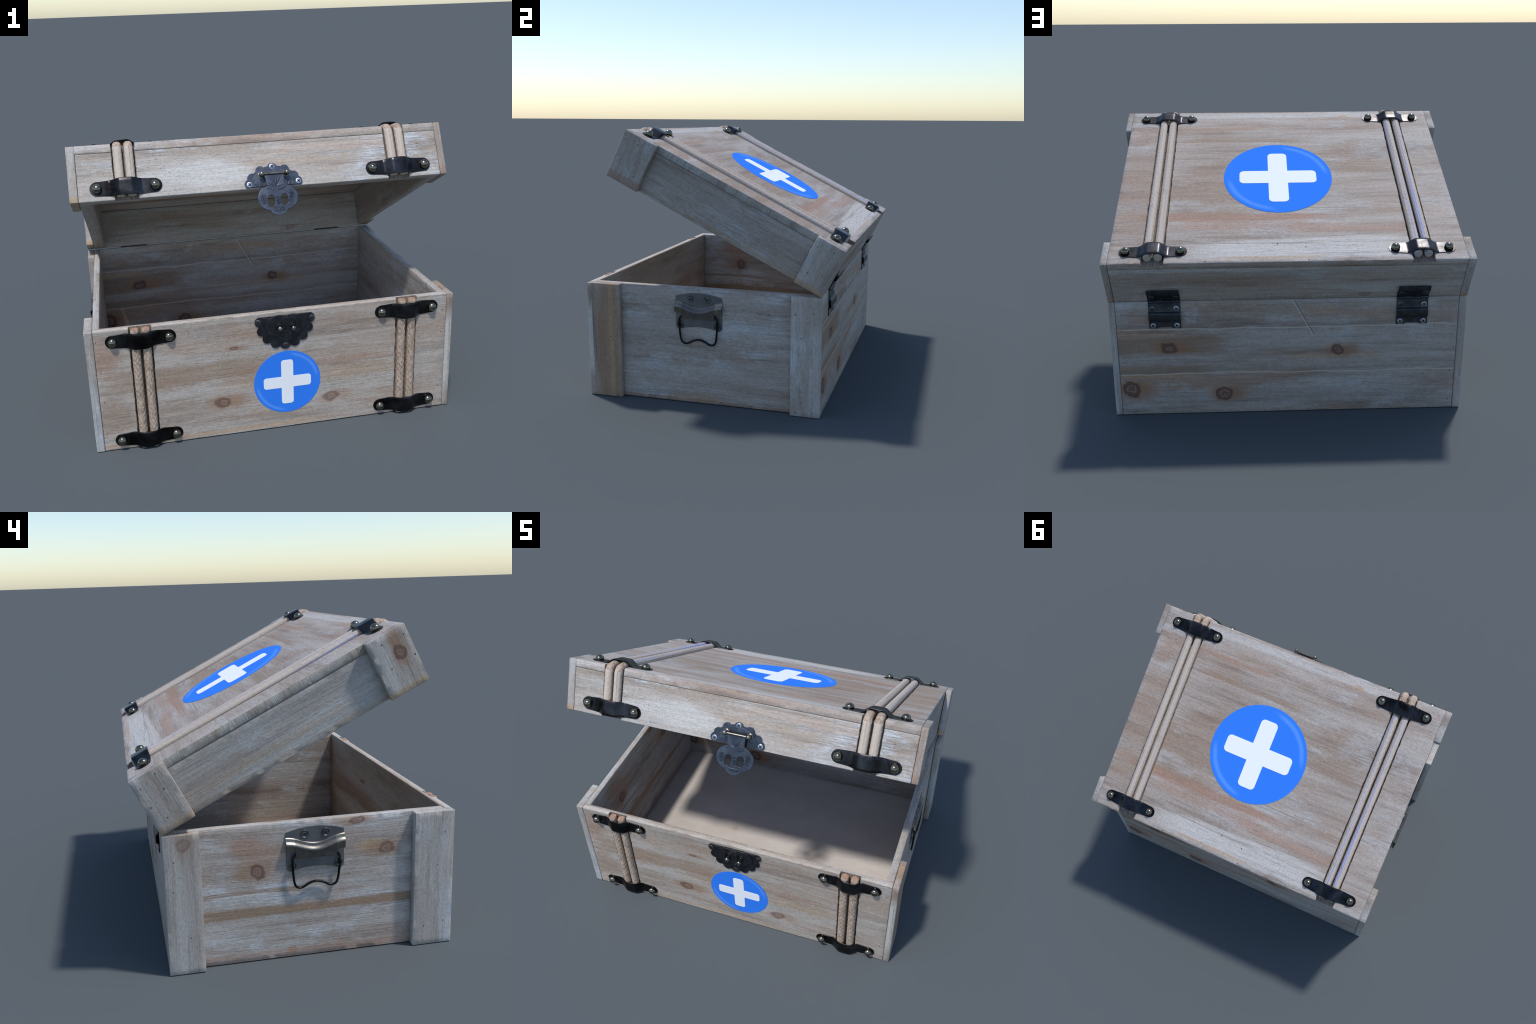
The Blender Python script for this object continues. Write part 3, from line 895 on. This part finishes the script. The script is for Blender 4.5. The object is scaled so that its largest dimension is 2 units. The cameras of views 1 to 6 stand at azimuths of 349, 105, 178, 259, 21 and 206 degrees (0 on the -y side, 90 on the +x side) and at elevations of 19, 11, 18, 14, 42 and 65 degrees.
def sprig(parts, x, y, ang, size, z):
    """A stalk with pairs of little loops, in relief."""
    ca, sa = math.cos(ang), math.sin(ang)
    def tr(p):
        return (x + (p[0] * ca - p[1] * sa) * size, y + (p[0] * sa + p[1] * ca) * size, z)
    parts.append([tr((0, t)) for t in (-1, -0.5, 0, 0.5, 1)])
    for k, t in enumerate((-0.8, -0.1, 0.6)):
        for sg in (-1, 1):
            parts.append([tr((sg * (0.05 + 0.33 * (1 - math.cos(a)) * 0.5 + 0.12), t + 0.26 * math.sin(a))) for a in [2 * math.pi * j / 9 for j in range(10)]])

def relief(name, lines, r, mat, parent, m):
    bm = bmesh.new()
    for ln in lines:
        me = tube_mesh('t', ln, r, 6)
        bm.from_mesh(me)
        bpy.data.meshes.remove(me)
    me = from_bm(name, bm, 60)
    ob = mesh_obj(name, me, mat, parent, m)
    ob["kind"] = "stuff"
    return ob

lines = []
zr = 0.0074
sprig(lines, -0.066, -0.070, math.radians(8), 0.024, zr)
sprig(lines, 0.078, -0.066, math.radians(-12), 0.026, zr)
sprig(lines, 0.005, -0.124, math.radians(90), 0.026, zr)
sprig(lines, 0.006, -0.080, math.radians(4), 0.024, zr)
for sg in (-1, 1):          # fan of leaves on the neck
    for k in range(5):
        a = math.radians(90 + sg * (12 + 17 * k))
        L = 0.045 + 0.012 * math.sin(k * 2.1)
        lines.append([(0.004 + math.cos(a) * t * L, -0.008 + math.sin(a) * t * L + sg * 0.0, zr) for t in (0.15, 0.4, 0.7, 0.95) if abs(0.004 + math.cos(a) * t * L) < 0.047])
    for k in range(3):
        cx, cy = 0.004 + sg * (0.018 + 0.012 * k), -0.022 + 0.004 * k
        lines.append([(cx + 0.006 * math.cos(a), cy + 0.005 * math.sin(a), zr) for a in [2 * math.pi * j / 8 for j in range(9)]])
lines = [l for l in lines if len(l) > 2]
relief('tongue_ornament', lines, 0.0023, M_HASP, lid, HF @ Matrix.Translation((0, 0, TZ)))
lines = []
for sg in (-1, 1):          # leaf sprays low on the plate
    for k in range(6):
        x0 = 0.004 + sg * (0.056 + 0.008 * k)
        lines.append([(x0 + sg * 0.010 * t, 0.004 + (0.034 - 0.004 * k) * t, 0.0088) for t in (0, 0.35, 0.7, 1.0)])
relief('plate_ornament', lines, 0.0023, M_HASP, lid, HF)

# ---- latch plate on the box: scalloped, hanging down, with catch and two pins
LC = (0.0435, 0.6765)
LF = frame((LC[0], Y_F, LC[1]), 'front')
sh = [(0, -0.020, 0.146, 0.160)]
for k in range(9):
    a = math.pi * k / 8
    rr = 0.0275
    sh.append((0.136 * math.cos(a), -0.028 - (0.140 if 0 < k < 8 else 0) * math.sin(a), rr, rr))
pts = [(x, min(y, 0.0)) for x, y in round_union(sh, (0, -0.03), 220)]
latch = mesh_obj('latch_plate', plate_mesh('latch_plate', [pts], 0.0065, 0.0014), M_LATCH, root, LF)
ring_in = [(0.122 * math.cos(a), -0.006 + 0.150 * math.sin(a)) for a in [math.pi + math.pi * k / 60 for k in range(61)]]
mesh_obj('latch_plate_boss', plate_mesh('latch_plate_boss', [ring_in], 0.002, 0.0008), M_LATCH, latch, LF @ Matrix.Translation((0, 0, 0.0063)))
for sx, sz in ((-0.1455, -0.0265), (0.0025, -0.172), (0.1475, -0.0300)):
    mesh_obj('screw', ME_SCREW_D, None, latch, LF @ Matrix.Translation((sx, sz, 0.0062)))
cc = (0.001, -0.058)
catch_out = round_union([(cc[0] - 0.036, cc[1] + 0.004, 0.076, 0.060), (cc[0] + 0.036, cc[1] + 0.004, 0.076, 0.060), (cc[0], cc[1] + 0.004, 0.09, 0.054), (cc[0], cc[1] - 0.040, 0.054, 0.050)], cc, 150)
catch_holes = [oval(-0.0355, -0.0575, 0.0185, 0.026), oval(0.0385, -0.0555, 0.0185, 0.026)]
catch = mesh_obj('latch_catch', plate_mesh('latch_catch', [catch_out] + catch_holes, 0.0080, 0.0016), M_LATCH, latch, LF @ Matrix.Translation((0, 0, 0.0075)))
lines = []
sprig(lines, -0.075, -0.058, math.radians(6), 0.022, 0.0080)
sprig(lines, 0.079, -0.054, math.radians(-8), 0.024, 0.0080)
sprig(lines, 0.001, -0.108, math.radians(90), 0.026, 0.0080)
sprig(lines, 0.001, -0.056, math.radians(2), 0.022, 0.0080)
sprig(lines, 0.0, -0.012, math.radians(90), 0.018, 0.0080)
relief('catch_ornament', lines, 0.0021, M_LATCH, latch, LF @ Matrix.Translation((0, 0, 0.0075)))
pin = lathe_mesh('latch_pin', [(0.0135, 0.0), (0.0105, 0.002), (0.0105, 0.036)] +
                 [(0.0138 * math.cos(a), 0.0405 + 0.0115 * math.sin(a)) for a in [-0.75 + (math.pi / 2 + 0.75) * k / 9 for k in range(9)]] + [(0, 0.052)], 24)
for sx, sz in ((-0.0345, -0.0600), (0.0385, -0.0640)):
    mesh_obj('latch_pin', pin, M_PIN, latch, LF @ Matrix.Translation((sx, sz, 0.0)))

# ---- side handles
HW = 0.1425
def handle_outline():
    top = [(HW * (1 - 2 * k / 24), 0.0865 + 0.0240 * (1 - (1 - 2 * k / 24) ** 2)) for k in range(25)]
    left = [(-HW, 0.05), (-HW, -0.085)] + [(-HW + 0.022 - 0.022 * math.cos(a), -0.090 - 0.020 * math.sin(a)) for a in [math.pi / 2 * k / 5 for k in range(1, 6)]]
    low = [(-0.108 + 0.216 * k / 20, -0.106 + 0.014 * (1 - (1 - k / 10) ** 2)) for k in range(1, 20)]
    right = [(-x, y) for x, y in reversed(left)]
    return top + left + low + right

def hood_mesh(s0, s1, hem):
    rows = []
    n = 40
    for i in range(n + 1):
        s = s0 + (s1 - s0) * i / n
        zr = 0.032 - 0.0165 * math.cos(math.pi * s / HW) - 0.001
        prof = [(zr + 0.015, 0.005), (zr + 0.0115, 0.0100), (zr + 0.008, 0.0122), (zr + 0.003, 0.0125), (zr - 0.002, 0.0135), (zr - 0.007, 0.0190),
                (zr - 0.012, 0.0255), (zr - 0.017, 0.0285), (zr - 0.022, 0.0285), (zr - 0.027, 0.0268)]
        q = hem
        prof += [(min(prof[-1][0] - 0.002, q + 0.008), 0.0245), (min(prof[-1][0] - 0.004, q), 0.0235)]
        back = [(z + 0.001, x - 0.003) for z, x in reversed(prof)]
        rows.append([Vector((s, z, x)) for z, x in prof + back])
    return grid_mesh('handle_hood', rows, closed_v=True, caps=True, deg=50)

def handle(facing, x):
    F = frame((x, -0.0555, 0.558), facing)
    h = mesh_obj('handle_plate', plate_mesh('handle_plate', [handle_outline()], 0.006, 0.0012), M_HANDLE, root, F)
    for s0, s1, hem in ((-0.100, 0.100, -0.042), (-0.1445, -0.1003, -0.008), (0.1003, 0.1445, -0.008)):
        mesh_obj('handle_hood', hood_mesh(s0, s1, hem), M_TAB if hem > -0.02 else M_HOOD, h, F)
    for sx, sz in ((-0.052, 0.0745), (0.052, 0.0745), (-0.113, -0.080), (0.113, -0.080)):
        mesh_obj('screw', ME_BIG, None, h, F @ Matrix.Translation((sx, sz, 0.0052)))
    half = [(0.080, -0.026, 0.016), (0.098, -0.027, 0.018), (0.110, -0.034, 0.020), (0.1155, -0.050, 0.021), (0.1155, -0.085, 0.021), (0.1125, -0.125, 0.020),
            (0.108, -0.160, 0.018), (0.100, -0.182, 0.017), (0.084, -0.192, 0.016), (0.064, -0.190, 0.015), (0.035, -0.175, 0.014), (0.0, -0.166, 0.014)]
    ctrl = half + [(-a, b, c) for a, b, c in reversed(half[:-1])]
    mesh_obj('handle_wire', tube_mesh('handle_wire', smooth_path(ctrl, 8), 0.0058, 12), M_WIRE, h, F)

handle('left', -X_IN)
handle('right', X_PLUS - 0.003)

# ---- hinges
def leaf_mesh(prof, notch):
    """prof: (height, out) centre line of bent sheet; notch: cut in the free edge."""
    xs = [-0.0885, -0.0875, -0.042, -0.034, 0.034, 0.042, 0.0875, 0.0885]
    rows = []
    for x in xs:
        p = list(prof)
        if notch and abs(x) < 0.038:
            p[-1] = (p[-1][0] + notch, p[-1][1])
        t = 0.0022
        e = 0.0006 if abs(x) > 0.088 else 0.0
        rows.append([Vector((x, z, o + t - e)) for z, o in p] + [Vector((x, z, o - t + e)) for z, o in reversed(p)])
    return grid_mesh('hinge_leaf', rows, closed_v=True, caps=True, deg=25)

ME_LOW = leaf_mesh([(-0.006, 0.0035), (-0.055, 0.0035), (-0.062, 0.0052), (-0.068, 0.0135), (-0.074, 0.0165), (-0.107, 0.0165), (-0.113, 0.0140), (-0.118, 0.0045), (-0.124, 0.0035), (-0.161, 0.0035)], 0.006)
ME_UP = leaf_mesh([(0.006, 0.0035), (0.046, 0.0035), (0.052, 0.0055), (0.057, 0.0135), (0.063, 0.0165), (0.093, 0.0165), (0.098, 0.0145)], 0)
for me in (ME_LOW, ME_UP):
    me.materials.append(M_HINGE)
ME_KN = lathe_mesh('hinge_knuckle', [(0, 0), (0.0075, 0), (0.0082, 0.0008), (0.0082, 0.0432), (0.0075, 0.044), (0, 0.044)], 20)
ME_KN.materials.append(M_HINGE)
for x in (-0.691, 0.691):
    F = frame((x, Y_B, HINGE.z), 'back')
    low = mesh_obj('hinge_leaf', ME_LOW, None, root, F)
    mesh_obj('hinge_leaf', ME_UP, None, lid, F)
    for k in range(4):
        mesh_obj('hinge_knuckle', ME_KN, None, low if k % 2 else lid, F @ Matrix.Translation((-0.0885 + 0.0443 * k, 0.0, 0.0065)) @ Matrix.Rotation(math.pi / 2, 4, 'Y'))
    for sx in (-0.066, 0.066):
        for z, o in ((-0.043, 0.0052), (-0.144, 0.0052)):
            mesh_obj('screw', ME_SCREW if (sx > 0 or z < -0.1) else ME_SCREW_D, None, low, F @ Matrix.Translation((sx, z, o)))
        mesh_obj('screw', ME_SCREW_D, None, lid, F @ Matrix.Translation((sx, 0.034, 0.0052)))

# ---- first aid badges
def badge(origin, facing, R, parent):
    F = frame(origin, facing)
    circ = [(R * math.cos(2 * math.pi * k / 120), R * math.sin(2 * math.pi * k / 120)) for k in range(120)]
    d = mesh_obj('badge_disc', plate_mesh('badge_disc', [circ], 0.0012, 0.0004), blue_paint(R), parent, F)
    c = plate_mesh('badge_cross', [cross_outline(R * 0.712, R * 0.180, R * 0.085)], 0.0014, 0.0005)
    mesh_obj('badge_cross', c, M_WHITE, parent, F @ Matrix.Translation((0, 0, 0.0010)))

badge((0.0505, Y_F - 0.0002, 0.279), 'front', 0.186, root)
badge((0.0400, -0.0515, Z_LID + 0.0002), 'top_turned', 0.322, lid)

# ---- nail holes
def holes_obj(spots, parent):
    bm = bmesh.new()
    for (p, nrm, r) in spots:
        m = Matrix.Translation(p) @ Vector(nrm).to_track_quat('Z', 'Y').to_matrix().to_4x4() @ Matrix.Diagonal((r * random.uniform(0.5, 0.8), r * random.uniform(0.7, 1.0), 0.0009, 1))
        bmesh.ops.create_uvsphere(bm, u_segments=10, v_segments=6, radius=1.0, matrix=m)
    me = from_bm('nail_hole', bm, 60)
    ob = mesh_obj('nail_hole', me, M_HOLE, parent)
    ob["kind"] = "stuff"

L, R_ = (-1, 0, 0), (1, 0, 0)
spots = [((-X_OUT, y, z), L, 0.005) for y, z in ((0.62, 0.566), (0.63, 0.421), (0.56, 0.184), (-0.58, 0.598), (-0.698, 0.590), (-0.663, 0.421), (-0.60, 0.10), (-0.70, 0.12))]
spots += [((X_OUT, y, z), R_, 0.005) for y, z in ((0.525, 0.592), (0.624, 0.606), (0.558, 0.458), (0.530, 0.022), (0.627, 0.026), (-0.603, 0.374), (-0.618, 0.177), (-0.70, 0.60), (-0.60, 0.60))]
spots += [((x, Y_F, z), (0, -1, 0), 0.0045) for x, z in ((-0.944, 0.637), (-0.936, 0.462), (-0.932, 0.292), (-0.937, 0.105), (0.935, 0.13), (0.938, 0.47), (0.94, 0.60))]
spots += [((x, Y_B, z), (0, 1, 0), 0.005) for x, z in ((-0.93, 0.236), (-0.929, 0.055), (-0.943, 0.389), (0.94, 0.06), (0.935, 0.33), (0.93, 0.62))]
holes_obj(spots, root)
spots = [((-X_OUT, y, z), L, 0.005) for y, z in ((-0.612, 0.950), (-0.723, 0.945), (-0.608, 0.831), (-0.733, 0.837), (0.545, 0.965), (0.635, 0.935), (0.546, 0.884), (0.639, 0.838), (0.60, 0.76))]
spots += [((X_OUT, y, z), R_, 0.005) for y, z in ((-0.722, 0.940), (-0.642, 0.946), (-0.719, 0.843), (-0.611, 0.836), (-0.591, 0.769), (0.520, 0.936), (0.612, 0.951), (0.535, 0.782), (0.616, 0.808))]
spots += [((x, y, Z_LID), (0, 0, 1), 0.006) for x, y in ((0.063, 0.528), (-0.091, 0.555), (0.45, 0.655), (-0.10, 0.655))]
holes_obj(spots, lid)
